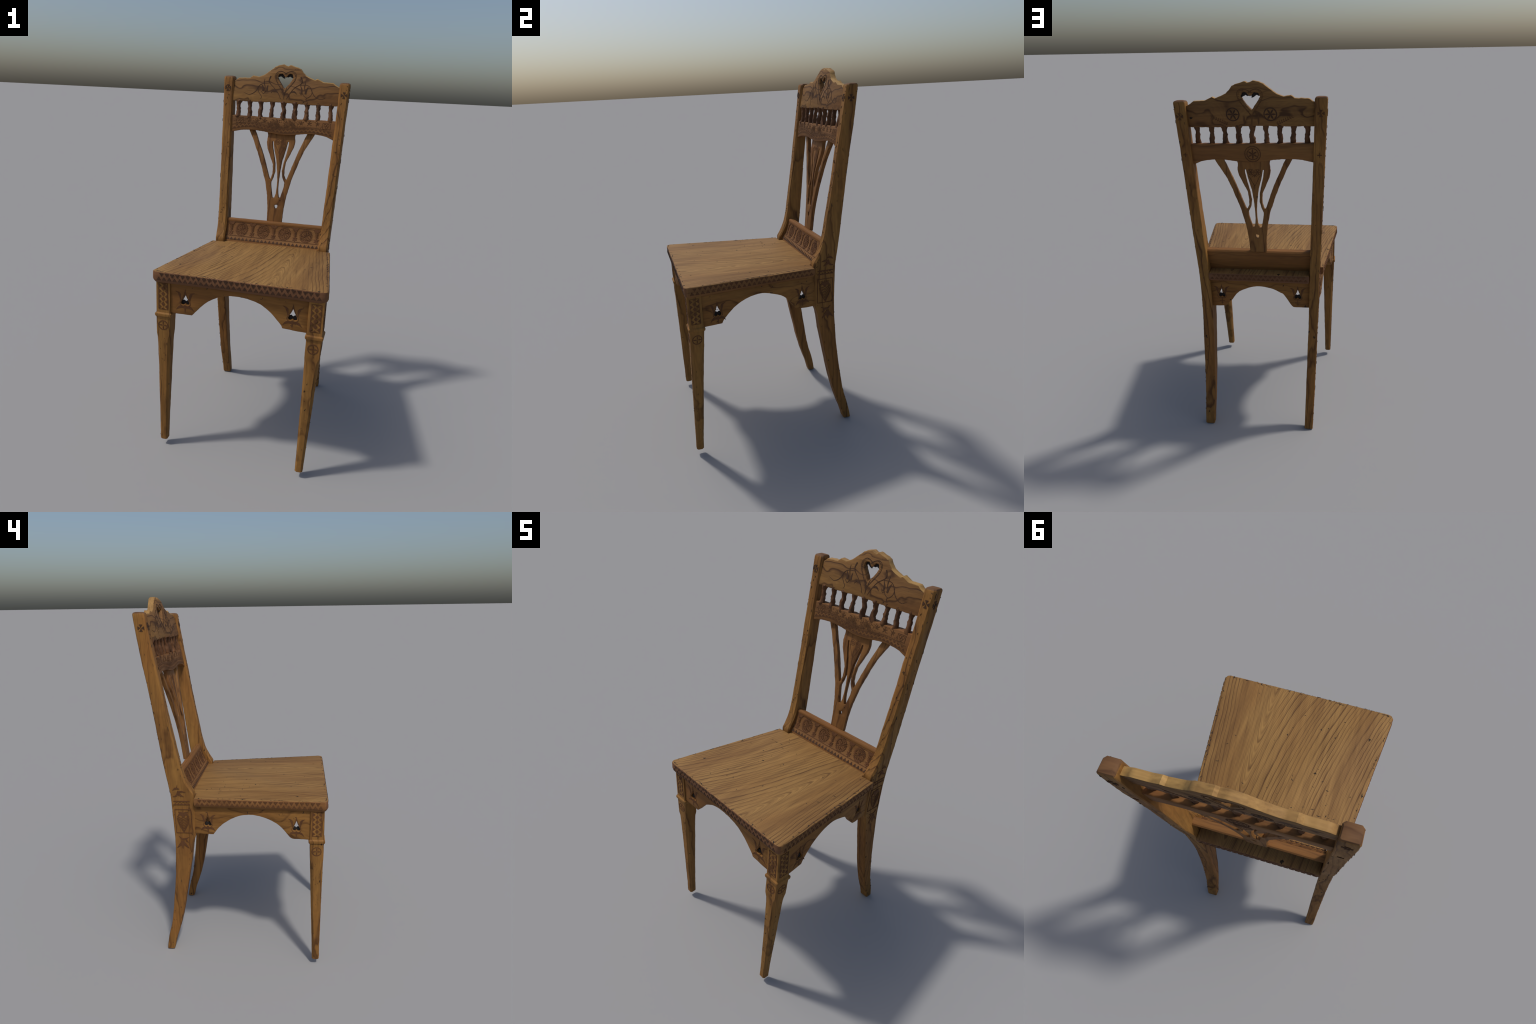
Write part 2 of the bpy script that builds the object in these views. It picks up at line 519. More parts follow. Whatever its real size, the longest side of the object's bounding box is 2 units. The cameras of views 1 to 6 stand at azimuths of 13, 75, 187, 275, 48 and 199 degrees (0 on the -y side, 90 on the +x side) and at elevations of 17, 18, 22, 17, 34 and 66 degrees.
rnd = random.Random(5)
rim = [(rnd.uniform(-0.40, 0.40), FRONT + rnd.uniform(0.006, 0.012)) for i in range(34)]
for i in range(46):
    v = rnd.uniform(-0.45, 0.22)
    rim.append((rnd.choice((-1, 1)) * (seat_half(v) - rnd.uniform(0.006, 0.012)), v))
chips(seat, lambda u, v, h: (u, v, seat_top(u, v) + h), rim[:34], 1, 0.0025, 0.0085, squash=(1.1, 0.60), height=0.0007)
chips(seat, lambda u, v, h: (u, v, seat_top(u, v) + h), rim[34:], 6, 0.0025, 0.0085, squash=(0.60, 1.1), height=0.0007)
top_spots = [(0.273, -0.163), (0.037, -0.234), (-0.185, -0.280), (-0.110, -0.304)]
chips(seat, lambda u, v, h: (u, v, seat_top(u, v) + h), top_spots, 2, 0.0055, 0.0075, long=1.2)
top_spots = [(rnd.gauss(-0.12, 0.16), rnd.uniform(-0.05, 0.21)) for i in range(26)] + [(rnd.uniform(-0.36, 0.36), rnd.uniform(-0.42, 0.1)) for i in range(14)]
top_spots = [p for p in top_spots if abs(p[0]) < seat_half(p[1]) - 0.02]
chips(seat, lambda u, v, h: (u, v, seat_top(u, v) + h), top_spots, 3, 0.0018, 0.0058, long=2.4)
chips(seat, lambda u, v, h: (u, FRONT - 0.0012 - h, v), [(rnd.uniform(-0.4, 0.4), seat_top(0, FRONT) - rnd.uniform(0.002, 0.006)) for i in range(22)], 4, 0.002, 0.005, squash=(1.3, 0.3), height=0.0002)
# one long curved scratch
c = Carving(lambda u, v, h: (u, v, seat_top(u, v) + h))
c.stroke([(-0.165, -0.135), (-0.158, -0.110), (-0.165, -0.075), (-0.178, -0.040)], 0.0012, 0.0022, 0.0010)
c.make("scratch", "burn_soft", seat, height=0.0003)

# ----------------------------------------------------------------------------- rear posts (leg and back post in one)
#        z      front  back
POST_Y = [(0.000, 0.401, 0.441), (0.020, 0.397, 0.439), (0.070, 0.383, 0.430), (0.110, 0.368, 0.420), (0.170, 0.349, 0.403),
          (0.220, 0.336, 0.393), (0.290, 0.319, 0.383), (0.400, 0.299, 0.369), (0.510, 0.280, 0.358), (0.600, 0.264, 0.354),
          (0.680, 0.255, 0.351), (0.715, 0.249, 0.351), (0.742, 0.237, 0.351), (0.850, 0.2355, 0.355), (0.965, 0.235, 0.359),
          (0.990, 0.235, 0.361), (1.004, 0.242, 0.363), (1.022, 0.254, 0.366), (1.050, 0.270, 0.370), (1.082, 0.284, 0.375),
          (1.150, 0.301, 0.385), (1.310, 0.329, 0.405), (1.450, 0.354, 0.421), (1.570, 0.371, 0.437), (1.700, 0.393, 0.457),
          (1.830, 0.413, 0.473), (1.925, 0.425, 0.482)]
#            z     outer  inner
POST_X = {-1: [(0.0, 0.310, 0.262), (0.27, 0.319, 0.268), (0.46, 0.325, 0.272), (0.60, 0.328, 0.277), (0.78, 0.333, 0.280),
               (0.98, 0.337, 0.283), (1.10, 0.343, 0.286), (1.70, 0.363, 0.305), (1.925, 0.371, 0.310)],
          1: [(0.0, 0.343, 0.290), (0.14, 0.342, 0.286), (0.34, 0.341, 0.281), (0.49, 0.341, 0.279), (0.70, 0.336, 0.277),
              (0.86, 0.334, 0.279), (0.98, 0.337, 0.282), (1.10, 0.341, 0.286), (1.70, 0.358, 0.303), (1.912, 0.365, 0.307)]}
POST_TOP = {-1: 1.924, 1: 1.910}
posts = {}
for s in (-1, 1):
    zt = POST_TOP[s]
    zs = [0.0, 0.004]
    while zs[-1] < zt - 0.024:
        zs.append(zs[-1] + 0.013)
    zs[-1] = zt - 0.012
    rings = []
    stations = [(z, 0.0) for z in zs] + [(zt - 0.007, 0.0015), (zt - 0.003, 0.0045), (zt, 0.013)]
    for i, (z, inset) in enumerate(stations):
        f, b = lerp(POST_Y, z), lerp(POST_Y, z, 2)
        if s < 0:                              # the left leg sweeps back a little earlier
            dy = lerp([(0.0, 0.001), (0.10, 0.004), (0.35, 0.0055), (0.55, 0.003), (0.70, 0.0)], z)
            f, b = f + dy, b + dy
        xo, xi = lerp(POST_X[s], z), lerp(POST_X[s], z, 2)
        if i == 0:
            inset = 0.004
        f, b, xo, xi = f + inset, b - inset, xo - inset, xi + inset
        cf = 0.009 if z > 1.0 else 0.005       # chamfer of the front edges
        cb = 0.003
        sec = [(xi + cf, f), (xo - cf, f), (xo, f + cf), (xo, b - cb), (xo - cb, b), (xi + cb, b), (xi, b - cb), (xi, f + cf)]
        ring = []
        for j, (x, y) in enumerate(sec):
            n = mnoise.noise_vector(Vector((j * 3.7 + s, z * 45, 2.0)))
            n2 = mnoise.noise_vector(Vector((j * 3.7 + s, z * 9, 5.0)))
            a = 0.0010
            if 0.74 < z < 0.99 and y < 0.26:
                a = 0.0004
            ring.append((s * (x + a * (n.x + n2.x)), y + a * (n.y + n2.y), z))
        rings.append(ring)
    me = loft("rear_post", rings)
    for p in me.polygons:
        if p.normal.z > 0.45 and p.center.z > 1.85:
            p.material_index = 1
    posts[s] = add("rear_post", me, ["post", "end_grain"], smooth_angle=28)


def side_face(s):
    return lambda u, v, h: (s * (lerp(POST_X[s], v) + 0.0012 + h), u, v)


for s in (-1, 1):
    p = posts[s]
    # crosses near the top: front, outer side, back
    yf = lambda z: lerp(POST_Y, z) - 0.0012
    yb = lambda z: lerp(POST_Y, z, 2) + 0.0012
    c = Carving(lambda u, v, h: (u, yf(v) - h, v))
    c.cross_pattee((-0.342, 1.858) if s < 0 else (0.336, 1.843), 0.0165)
    c.make("cross_carving", "burn", p)
    c = Carving(side_face(s))
    c.cross_pattee((0.443, 1.850 if s < 0 else 1.84), 0.0165)
    c.make("cross_carving", "burn", p)
    c = Carving(lambda u, v, h: (u, yb(v) + h, v))
    c.cross_pattee((s * 0.339, 1.848 if s < 0 else 1.835), 0.0165)
    c.stroke([(s * 0.333 - 0.011, 1.648), (s * 0.333 + 0.011, 1.648)], 0.003)
    c.stroke([(s * 0.333, 1.637), (s * 0.333, 1.659)], 0.003)
    c.make("cross_carving", "burn_faint", p)
    # flank by the seat: zigzag strip, framed cone, flowers
    c = Carving(side_face(s))
    c.stroke([(0.257, 0.9505), (0.346, 0.9505)], 0.0045)
    c.stroke([(0.257, 0.931), (0.346, 0.931)], 0.0035)
    c.zigzag_band(0.258, 0.346, 0.932, 0.950, 0.0175)
    fr = [(0.342, 0.903), (0.255, 0.903), (0.252, 0.766), (0.340, 0.766)]
    for a, b in zip(fr, fr[1:] + fr[:1]):
        c.stroke([a, b], 0.0026, smooth=False)
    # cone of slanting leaf lines with a tuft on top
    cxm = 0.298
    for i in range(9):
        zz = 0.862 - i * 0.0095
        wv = 0.031 * (1 - (i / 9.5) ** 1.7) + 0.002
        c.stroke([(cxm - wv, zz), (cxm, zz - 0.016)], 0.0030)
        c.stroke([(cxm + wv, zz), (cxm, zz - 0.016)], 0.0030)
    c.stroke([(cxm - 0.033, 0.852), (cxm - 0.024, 0.815), (cxm, 0.772)], 0.003)
    c.stroke([(cxm + 0.033, 0.852), (cxm + 0.024, 0.815), (cxm, 0.772)], 0.003)
    for k in (-1, 1):
        c.stroke([(cxm, 0.860), (cxm + k * 0.015, 0.876), (cxm + k * 0.033, 0.860)], 0.006, 0.013, 0.002)
        c.stroke([(cxm, 0.868), (cxm + k * 0.012, 0.884), (cxm + k * 0.026, 0.888)], 0.008, 0.010, 0.001)
    c.stroke([(cxm, 0.856), (cxm, 0.875), (cxm, 0.895)], 0.016, 0.014, 0.001)
    # flower above
    c.stroke([(0.324, 1.020), (0.323, 1.030), (0.320, 1.044)], 0.006, 0.005, 0.001)
    c.stroke([(0.347, 1.013), (0.332, 1.023), (0.310, 1.021)], 0.001, 0.012, 0.003)
    c.stroke([(0.319, 1.011), (0.317, 1.000), (0.313, 0.984)], 0.004, 0.018, 0.006)
    c.stroke([(0.316, 1.004), (0.300, 1.006), (0.278, 1.002)], 0.006, 0.010, 0.001)
    c.stroke([(0.314, 0.994), (0.304, 0.984), (0.289, 0.977)], 0.010, 0.010, 0.001)
    c.stroke([(0.320, 0.998), (0.330, 0.982), (0.348, 0.977)], 0.010, 0.010, 0.001)
    # flower below
    c.stroke([(0.328, 0.744), (0.310, 0.728), (0.292, 0.729), (0.272, 0.739)], 0.002, 0.013, 0.002)
    c.stroke([(0.290, 0.728), (0.286, 0.715), (0.276, 0.708)], 0.008, 0.009, 0.002)
    c.stroke([(0.309, 0.718), (0.310, 0.695), (0.309, 0.668)], 0.018, 0.018, 0.001)
    for k in (-1, 1):
        c.stroke([(0.309, 0.715), (0.309 + k * 0.016, 0.692), (0.309 + k * 0.034, 0.672)], 0.010, 0.013, 0.001)
    c.make("flower_and_cone_carving", "burn_soft", p)
    rnd = random.Random(20 + s)
    sp = []
    for i in range(64):                       # mostly along the two edges of the outer face
        z = rnd.uniform(0.03, 1.90)
        f, b = lerp(POST_Y, z), lerp(POST_Y, z, 2)
        t = rnd.choice((0.14, 0.93, rnd.uniform(0.15, 0.92)))
        sp.append((f + (b - f) * t, z))
    chips(p, side_face(s), sp, 30 + s, 0.0015, 0.0055, long=2.4, squash=(0.42, 1.2), height=0.0006)
    sp = []
    for i in range(34):
        z = rnd.uniform(0.03, 1.90)
        xo, xi = lerp(POST_X[s], z), lerp(POST_X[s], z, 2)
        sp.append((s * (xi + (xo - xi) * rnd.choice((0.10, 0.90, rnd.random() * 0.7 + 0.15))), z))
    chips(p, lambda u, v, h: (u, yb(v) + h, v), sp, 40 + s, 0.0015, 0.0050, long=2.4, squash=(0.42, 1.2), height=0.0006)
    sp = []
    for i in range(30):
        z = rnd.uniform(1.02, 1.90)
        xo, xi = lerp(POST_X[s], z), lerp(POST_X[s], z, 2)
        sp.append((s * (xi + (xo - xi) * rnd.uniform(0.2, 0.8)), z))
    chips(p, lambda u, v, h: (u, yf(v) - h, v), sp, 50 + s, 0.0012, 0.0042, long=2.2, squash=(0.6, 1.1), height=0.0006)

# ----------------------------------------------------------------------------- front legs
FOOT = {-1: (-0.3805, -0.4265), 1: (0.3600, -0.4690)}
HEAD = {-1: (-0.3740, -0.4195), 1: (0.3790, -0.4285)}
legs = {}


def leg_axis(s, z):
    t = min(1.0, max(0.0, (0.76 - z) / 0.73))
    return (HEAD[s][0] + (FOOT[s][0] - HEAD[s][0]) * t, HEAD[s][1] + (FOOT[s][1] - HEAD[s][1]) * t)


#            z     half  chamfer
LEG_PROF = [(0.032, 0.0165, 0.006), (0.036, 0.0195, 0.007), (0.10, 0.0205, 0.009), (0.30, 0.0255, 0.011), (0.48, 0.0300, 0.012),
            (0.60, 0.0330, 0.012), (0.635, 0.0340, 0.010), (0.660, 0.0350, 0.003), (0.742, 0.0365, 0.003), (0.751, 0.0375, 0.003),
            (0.756, 0.0420, 0.004), (0.764, 0.0435, 0.004), (0.770, 0.0425, 0.004), (0.776, 0.0370, 0.003), (0.779, 0.0365, 0.002),
            (0.955, 0.0365, 0.002)]
for s in (-1, 1):
    zs = sorted({p[0] for p in LEG_PROF} | {0.036 + i * 0.0135 for i in range(53)})
    rings = []
    for z in zs:
        h, ch = lerp(LEG_PROF, z), lerp(LEG_PROF, z, 2)
        ax, ay = leg_axis(s, z)
        sec = [(h - ch, -h), (h, -h + ch), (h, h - ch), (h - ch, h), (-h + ch, h), (-h, h - ch), (-h, -h + ch), (-h + ch, -h)]
        ring = []
        for j, (x, y) in enumerate(sec):
            n = mnoise.noise_vector(Vector((j * 2.9 + s * 4, z * 45, 8.0)))
            n2 = mnoise.noise_vector(Vector((j * 2.9 + s * 4, z * 10, 3.0)))
            a = 0.0009 if z < 0.75 else 0.0003
            ring.append((ax + x + a * (n.x + n2.x), ay + y + a * (n.y + n2.y), z + (0.0015 * n.z if z < 0.034 else 0)))
        rings.append(ring)
    legs[s] = add("front_leg", loft("front_leg", rings), "leg", smooth_angle=28)
    for side in ("front", "outer"):
        if side == "front":
            surf = lambda u, v, h, s=s: (leg_axis(s, v)[0] + u, leg_axis(s, v)[1] - lerp(LEG_PROF, v) - 0.0006 - h, v)
        else:
            surf = lambda u, v, h, s=s: (leg_axis(s, v)[0] + s * (lerp(LEG_PROF, v) + 0.0006 + h), leg_axis(s, v)[1] + u, v)
        c = Carving(surf)
        w, z0, z1 = 0.0235, 0.795, 0.930
        for a, b in (((-w, z0), (w, z0)), ((w, z0), (w, z1)), ((w, z1), (-w, z1)), ((-w, z1), (-w, z0))):
            c.stroke([a, b], 0.0022, smooth=False)
        n = 5
        p = (z1 - z0) / n
        for i in range(n):
            zc = z0 + (i + 0.5) * p
            if i < n - 1:                      # diamonds between the two wavy bands
                ze = zc + p / 2
                c.poly([(0, ze - p * 0.42), (0.0095, ze), (0, ze + p * 0.42), (-0.0095, ze)])
            for k in (-1, 1):                  # side triangles
                c.tri((k * w, zc - p * 0.42), (k * w, zc + p * 0.42), (k * 0.0095, zc))
        for zc, k in ((z0, 1), (z1, -1)):
            c.tri((-0.008, zc), (0.008, zc), (0, zc + k * p * 0.36))
        c.make("diamond_carving", "burn_soft", legs[s])
        c = Carving(surf)
        c.ring((0, 0.708), 0.0235, 0.0045)
        for k in range(4):
            c.petal((0, 0.708), k * math.pi / 2, 0.001, 0.0215, 0.0062)
        c.make("cross_carving", "burn_soft", legs[s])
        rnd = random.Random(60 + s)
        chips(legs[s], surf, [(rnd.uniform(-0.6, 0.6) * lerp(LEG_PROF, z), z) for z in [rnd.uniform(0.05, 0.74) for i in range(16)]], 70 + s, 0.0014, 0.0045, long=2.0, squash=(0.6, 1.1), height=0.0006)

# ----------------------------------------------------------------------------- aprons
def spade_hole(c, sx=1.0, sy=1.0):
    """pierced drop with a pointed top and a two-lobed bottom"""
    pts = [(0, 0.031), (0.008, 0.012), (0.018, -0.006), (0.0225, -0.017), (0.017, -0.025), (0.008, -0.0255), (0, -0.018),
           (-0.008, -0.0255), (-0.017, -0.025), (-0.0225, -0.017), (-0.018, -0.006), (-0.008, 0.012)]
    return [(c[0] + x * sx, c[1] + y * sy) for x, y in pts]


def tulip(c, ctr, leaves=True, sx=1.0):
    """horned tulip round the opening: side petals, top spike, cup line, base leaves"""
    P = lambda x, y: (ctr[0] + x * sx, ctr[1] + y)
    for k in (-1, 1):
        c.stroke([P(k * 0.024, -0.002), P(k * 0.026, 0.018), P(k * 0.033, 0.034), P(k * 0.050, 0.042)], 0.004, 0.013, 0.001)
        c.stroke([P(0, 0.048), P(k * 0.009, 0.020), P(k * 0.026, -0.012), P(k * 0.024, -0.026), P(k * 0.010, -0.032), P(0, -0.027)], 0.0028, 0.0036, 0.0030)
        if leaves:
            c.stroke([P(0, -0.040), P(k * 0.020, -0.036), P(k * 0.034, -0.042), P(k * 0.046, -0.054)], 0.008, 0.013, 0.001)
    c.stroke([P(0, 0.034), P(0, 0.044), P(0, 0.056)], 0.009, 0.005, 0.001)
    if leaves:
        c.stroke([P(0, -0.030), P(0, -0.048), P(0, -0.066)], 0.008, 0.007, 0.002)
    else:
        c.stroke([P(0, -0.033), P(0, -0.068)], 0.0035)
        c.stroke([P(-0.017, -0.050), P(0.017, -0.050)], 0.0035)
        c.stroke([P(-0.008, -0.060), P(0.008, -0.060)], 0.0022)


def apron(name, mat, top, arch, ends, holes, surf, thick, leaves=True, sx=1.0, seed=0.0):
    lo = resample([(ends[0], arch[0][1]), arch[0], arch[1]], 0.012, closed=False)[:-1] + resample(catmull(arch[1:-1], 4), 0.009, closed=False)
    lo += resample([arch[-2], arch[-1], (ends[1], arch[-1][1])], 0.012, closed=False)[1:]
    lo = worn(lo, 0.0012, seed)
    lo = [(ends[0], top), (ends[0], lo[0][1])] + lo[1:-1] + [(ends[1], lo[-1][1]), (ends[1], top)]
    hl = [worn(spade_hole(h, sx), 0.0010, seed + i) for i, h in enumerate(holes)]
    me = plate(name, [lo] + hl, thick, lambda u, v, w: surf(u, v, -w), bevel=0.002)
    ob = add(name, me, mat)
    c = Carving(surf)
    for h in holes:
        tulip(c, h, leaves, sx)
    c.make("tulip_carving", "burn_soft", ob)
    for i, h in enumerate(holes):            # dark ragged remains in the foot of each opening
        web = [(h[0] - 0.024 * sx, h[1] - 0.029), (h[0] + 0.024 * sx, h[1] - 0.029), (h[0] + 0.022 * sx, h[1] - 0.008), (h[0] + 0.010 * sx, h[1] - 0.004),
               (h[0], h[1] - 0.010), (h[0] - 0.008 * sx, h[1] - 0.004), (h[0] - 0.020 * sx, h[1] - 0.006)]
        add("cutout_web", plate("cutout_web", [worn(resample(web, 0.006), 0.002, seed + 70 + i, 150)], 0.008, lambda u, v, w: surf(u, v, -w - 0.010), bevel=0.001), "chip", ob)
    rnd = random.Random(int(seed * 10))
    sp = [(rnd.uniform(ends[0] + 0.03, ends[1] - 0.03), rnd.uniform(0.90, 0.93)) for i in range(12)]
    sp += [(rnd.choice(holes)[0] + rnd.uniform(-0.022, 0.022), rnd.uniform(0.795, 0.90)) for i in range(8)]
    chips(ob, surf, sp, int(seed * 7), 0.002, 0.0055, long=2.0, height=0.0003)
    return ob


apron("front_apron", "apron_x", 0.958,
      [(-0.300, 0.778), (-0.226, 0.779), (-0.164, 0.848), (-0.125, 0.876), (-0.090, 0.894), (-0.045, 0.906), (0.008, 0.909), (0.063, 0.902),
       (0.113, 0.886), (0.164, 0.852), (0.214, 0.800), (0.224, 0.783), (0.300, 0.777)],
      (-0.338, 0.350), [(-0.262, 0.855), (0.270, 0.855)], lambda u, v, h: (u, -0.4495 - h, v), 0.030, seed=1.0)
apron("rear_apron", "apron_x", 0.945,
      [(-0.245, 0.757), (-0.198, 0.757), (-0.180, 0.767), (-0.137, 0.832), (-0.112, 0.849), (-0.071, 0.868), (-0.010, 0.881), (0.046, 0.876),
       (0.110, 0.851), (0.140, 0.826), (0.161, 0.796), (0.205, 0.754), (0.245, 0.751)],
      (-0.285, 0.285), [(-0.215, 0.836), (0.222, 0.834)], lambda u, v, h: (u, 0.325 + h, v), 0.048, leaves=False, sx=0.9, seed=2.0)
APX = lambda y: 0.4065 - (y + 0.40) * 0.1200
apron("side_apron", "apron_y", 0.948,
      [(-0.350, 0.772), (-0.302, 0.771), (-0.280, 0.778), (-0.236, 0.829), (-0.197, 0.858), (-0.142, 0.881), (-0.093, 0.890), (-0.050, 0.889),
       (-0.003, 0.878), (0.051, 0.850), (0.099, 0.811), (0.135, 0.764), (0.190, 0.762)],
      (-0.392, 0.242), [(-0.313, 0.842), (0.164, 0.836)], lambda u, v, h: (-APX(u) - h, u, v), 0.038, sx=0.88, seed=3.0)
apron("side_apron", "apron_y", 0.948,
      [(-0.350, 0.767), (-0.293, 0.767), (-0.278, 0.790), (-0.233, 0.833), (-0.193, 0.859), (-0.143, 0.879), (-0.095, 0.887), (-0.050, 0.885),
       (0.040, 0.853), (0.083, 0.816), (0.120, 0.765), (0.150, 0.755), (0.190, 0.752)],
      (-0.392, 0.242), [(-0.313, 0.838), (0.164, 0.832)], lambda u, v, h: (APX(u) + h, u, v), 0.038, sx=0.88, seed=4.0)

# ----------------------------------------------------------------------------- low carved panel
PANEL_F = [(0.955, 0.2500), (0.984, 0.2570), (0.996, 0.2650), (1.006, 0.2720), (1.018, 0.2800), (1.045, 0.2910), (1.086, 0.3035)]
prof = [(y, z) for z, y in PANEL_F] + [(0.3025, 1.089), (0.3035, 1.099), (0.3080, 1.105), (0.316, 1.107), (0.335, 1.101), (0.3400, 1.093), (0.318, 1.020), (0.288, 0.955)]
rings = []
for i in range(33):
    x = -0.291 + 0.582 * i / 32
    rings.append([(x, y + 0.0008 * mnoise.noise(Vector((x * 25, j * 2.0, 1))), z + 0.0010 * mnoise.noise(Vector((x * 25, j * 2.0, 4))) + 0.004 * (i / 32 - 0.5) * (z > 1.05)) for j, (y, z) in enumerate(prof)])
me = loft("low_panel", rings)
for p in me.polygons:                                     # carved face, stained darker than the moulding
    if p.normal.y < -0.4 and 0.99 < p.center.z < 1.086:
        p.material_index = 1
panel = add("low_panel", me, ["panel", "panel_face"])
psurf = tsurf = lambda u, v, h: (u, lerp(PANEL_F, v) - h - 0.0012, v + 0.35 * h)
ros = [-0.190, -0.058, 0.072, 0.201]
c = Carving(psurf)
for i, x in enumerate(ros):
    c.rosette((x, 1.045), 0.0340, 6, teeth=26, phase=math.pi / 2, ringw=0.0058 if i in (0, 3) else 0.004, fillers=True)
c.make("rosette_carving", "burn_soft", panel)
c = Carving(psurf)
for x in [-0.255, -0.124, 0.007, 0.137, 0.264]:
    for k in range(7):     # fan under the top edge
        a = math.pi + (k + 0.5) * math.pi / 7
        c.petal((x, 1.085), a, 0.003, 0.021, 0.0085)
    c.stroke([(x, 1.068), (x, 1.030)], 0.0028)
    for k in range(4):
        z = 1.036 + k * 0.0075
        c.stroke([(x - 0.010, z + 0.006), (x, z), (x + 0.010, z + 0.006)], 0.0016, 0.0034, 0.0016)
    for k in range(6):
        c.petal((x, 1.022), math.pi / 6 + k * math.pi / 3, 0.001, 0.0155, 0.0075)
c.stroke([(-0.283, 1.0065), (0.285, 1.0065)], 0.0022)
c.stroke([(-0.283, 1.084), (0.285, 1.084)], 0.0022)
c.make("leaf_carving", "burn_soft", panel)
c = Carving(tsurf)
n = 24
for i in range(n):
    a = -0.280 + 0.564 * i / n
    c.tri((a + 0.001, 0.985), (a + 0.0215, 0.985), (a + 0.0115, 0.9985))
c.make("tooth_carving", "burn", panel)

# ----------------------------------------------------------------------------- splat
SPLAT_Y = [(1.09, 0.3235), (1.107, 0.3255), (1.20, 0.3360), (1.28, 0.3465), (1.35, 0.3570), (1.42, 0.3685), (1.50, 0.3825), (1.61, 0.4030), (1.64, 0.4085)]
SPY = lambda z: lerp(SPLAT_Y, z)
spl = lambda u, v, h: (u, SPY(v) - h, v)
L_out = [(-0.047, 1.098), (-0.050, 1.180), (-0.059, 1.255), (-0.075, 1.330), (-0.101, 1.404), (-0.131, 1.482), (-0.170, 1.569), (-0.203, 1.628)]
L_in = [(-0.166, 1.628), (-0.126, 1.543), (-0.092, 1.464), (-0.0575, 1.368), (-0.0500, 1.352)]
VL_out = [(-0.0455, 1.356), (-0.0370, 1.383), (-0.0400, 1.436), (-0.058, 1.477), (-0.080, 1.524), (-0.0875, 1.563), (-0.0845, 1.600), (-0.090, 1.628)]
VR_out = [(0.084, 1.628), (0.0765, 1.600), (0.0805, 1.570), (0.076, 1.538), (0.054, 1.489), (0.0375, 1.451), (0.0320, 1.411), (0.0345, 1.376), (0.0430, 1.356)]
R_in = [(0.0480, 1.352), (0.055, 1.370), (0.077, 1.436), (0.104, 1.514), (0.148, 1.628)]
R_out = [(0.197, 1.628), (0.141, 1.528), (0.115, 1.461), (0.085, 1.372), (0.070, 1.310), (0.056, 1.250), (0.048, 1.190), (0.044, 1.098)]
outer = L_out + L_in + VL_out + VR_out + R_in + R_out
hole_l = [(-0.0525, 1.566), (-0.047, 1.530), (-0.037, 1.490), (-0.0255, 1.443), (-0.0215, 1.392), (-0.030, 1.358), (-0.0405, 1.332), (-0.040, 1.318),
          (-0.0250, 1.243), (-0.0150, 1.243), (-0.0070, 1.270), (-0.0045, 1.300), (-0.0045, 1.345), (-0.0095, 1.393), (-0.0210, 1.462), (-0.036, 1.512), (-0.0475, 1.566)]
hole_r = [(0.0385, 1.568), (0.0300, 1.520), (0.0150, 1.461), (0.0075, 1.393), (0.0050, 1.345), (0.0045, 1.300), (0.0080, 1.270), (0.0130, 1.247),
          (0.0210, 1.247), (0.0375, 1.312), (0.0385, 1.335), (0.0235, 1.366), (0.0175, 1.402), (0.0235, 1.447), (0.0365, 1.502), (0.0440, 1.550), (0.0445, 1.568)]
knot = [(0.001 + 0.0085 * math.cos(a) * (1 + 0.25 * math.sin(3 * a)), 1.193 + 0.012 * math.sin(a)) for a in [i * math.pi / 5 for i in range(10)]]
loops = [worn(resample(outer, 0.010), 0.0016, 31.0)] + [worn(resample(h, 0.009), 0.0009, 33.0 + i) for i, h in enumerate((hole_l, hole_r))] + [worn(knot, 0.0025, 40.0, 160)]
splat = add("splat", plate("splat", loops, 0.0210, lambda u, v, w: spl(u, v, -w), bevel=0.0022, shrink=0.0009), "splat")
c = Carving(spl)
for x in (-0.0215, 0.0135):
    c.ring((x, 1.566), 0.0135, 0.003)
    c.ring((x, 1.566), 0.006, 0.004)
for a, b in (((-0.037, 1.553), (-0.003, 1.492)), ((0.029, 1.553), (-0.003, 1.492))):
    c.stroke([a, b], 0.0026)
c.make("heart_carving", "burn_soft", splat)
c = Carving(lambda u, v, h: (u, SPY(v) + 0.0210 + h, v))
for x in (-0.0215, 0.0135):
    c.rosette((x, 1.556), 0.0165, 6, phase=0, fillers=False)
for a, b in (((-0.034, 1.538), (-0.003, 1.480)), ((0.026, 1.538), (-0.003, 1.480))):
    c.stroke([a, b], 0.0022)
for k in (-0.6, 0, 0.6):
    c.petal((-0.004, 1.546), -math.pi / 2 + k, 0.002, 0.020, 0.004)
c.make("rosette_carving", "burn_faint", splat)

# ----------------------------------------------------------------------------- middle rail
RY = lambda z: 0.3985 + 0.15 * (z - 1.68)
rsurf = lambda u, v, h: (u, RY(v) - h, v)
RT = 0.040
rback = lambda u, v, h: (u, RY(v) + RT + h, v)
R_BOT = [(-0.312, 1.606), (-0.292, 1.612), (-0.230, 1.623), (-0.162, 1.625), (-0.089, 1.618), (-0.040, 1.611), (0.000, 1.608), (0.040, 1.609), (0.074, 1.612),
         (0.153, 1.622), (0.202, 1.621), (0.250, 1.613), (0.285, 1.602), (0.310, 1.590)]
rtop = [(0.310, 1.701), (0.1, 1.6995), (-0.1, 1.7015), (-0.312, 1.704)]
lo = worn(resample(catmull(R_BOT, 4), 0.009, closed=False) + resample(rtop, 0.010, closed=False), 0.0018, 50.0)
me = plate("middle_rail", [lo], RT, lambda u, v, w: rsurf(u, v, -w), bevel=0.0025)
for p in me.polygons:                                     # carved face is stained darker than the plain back
    if p.normal.y < -0.6:
        p.material_index = 1
rail = add("middle_rail", me, ["rail", "rail_face"])
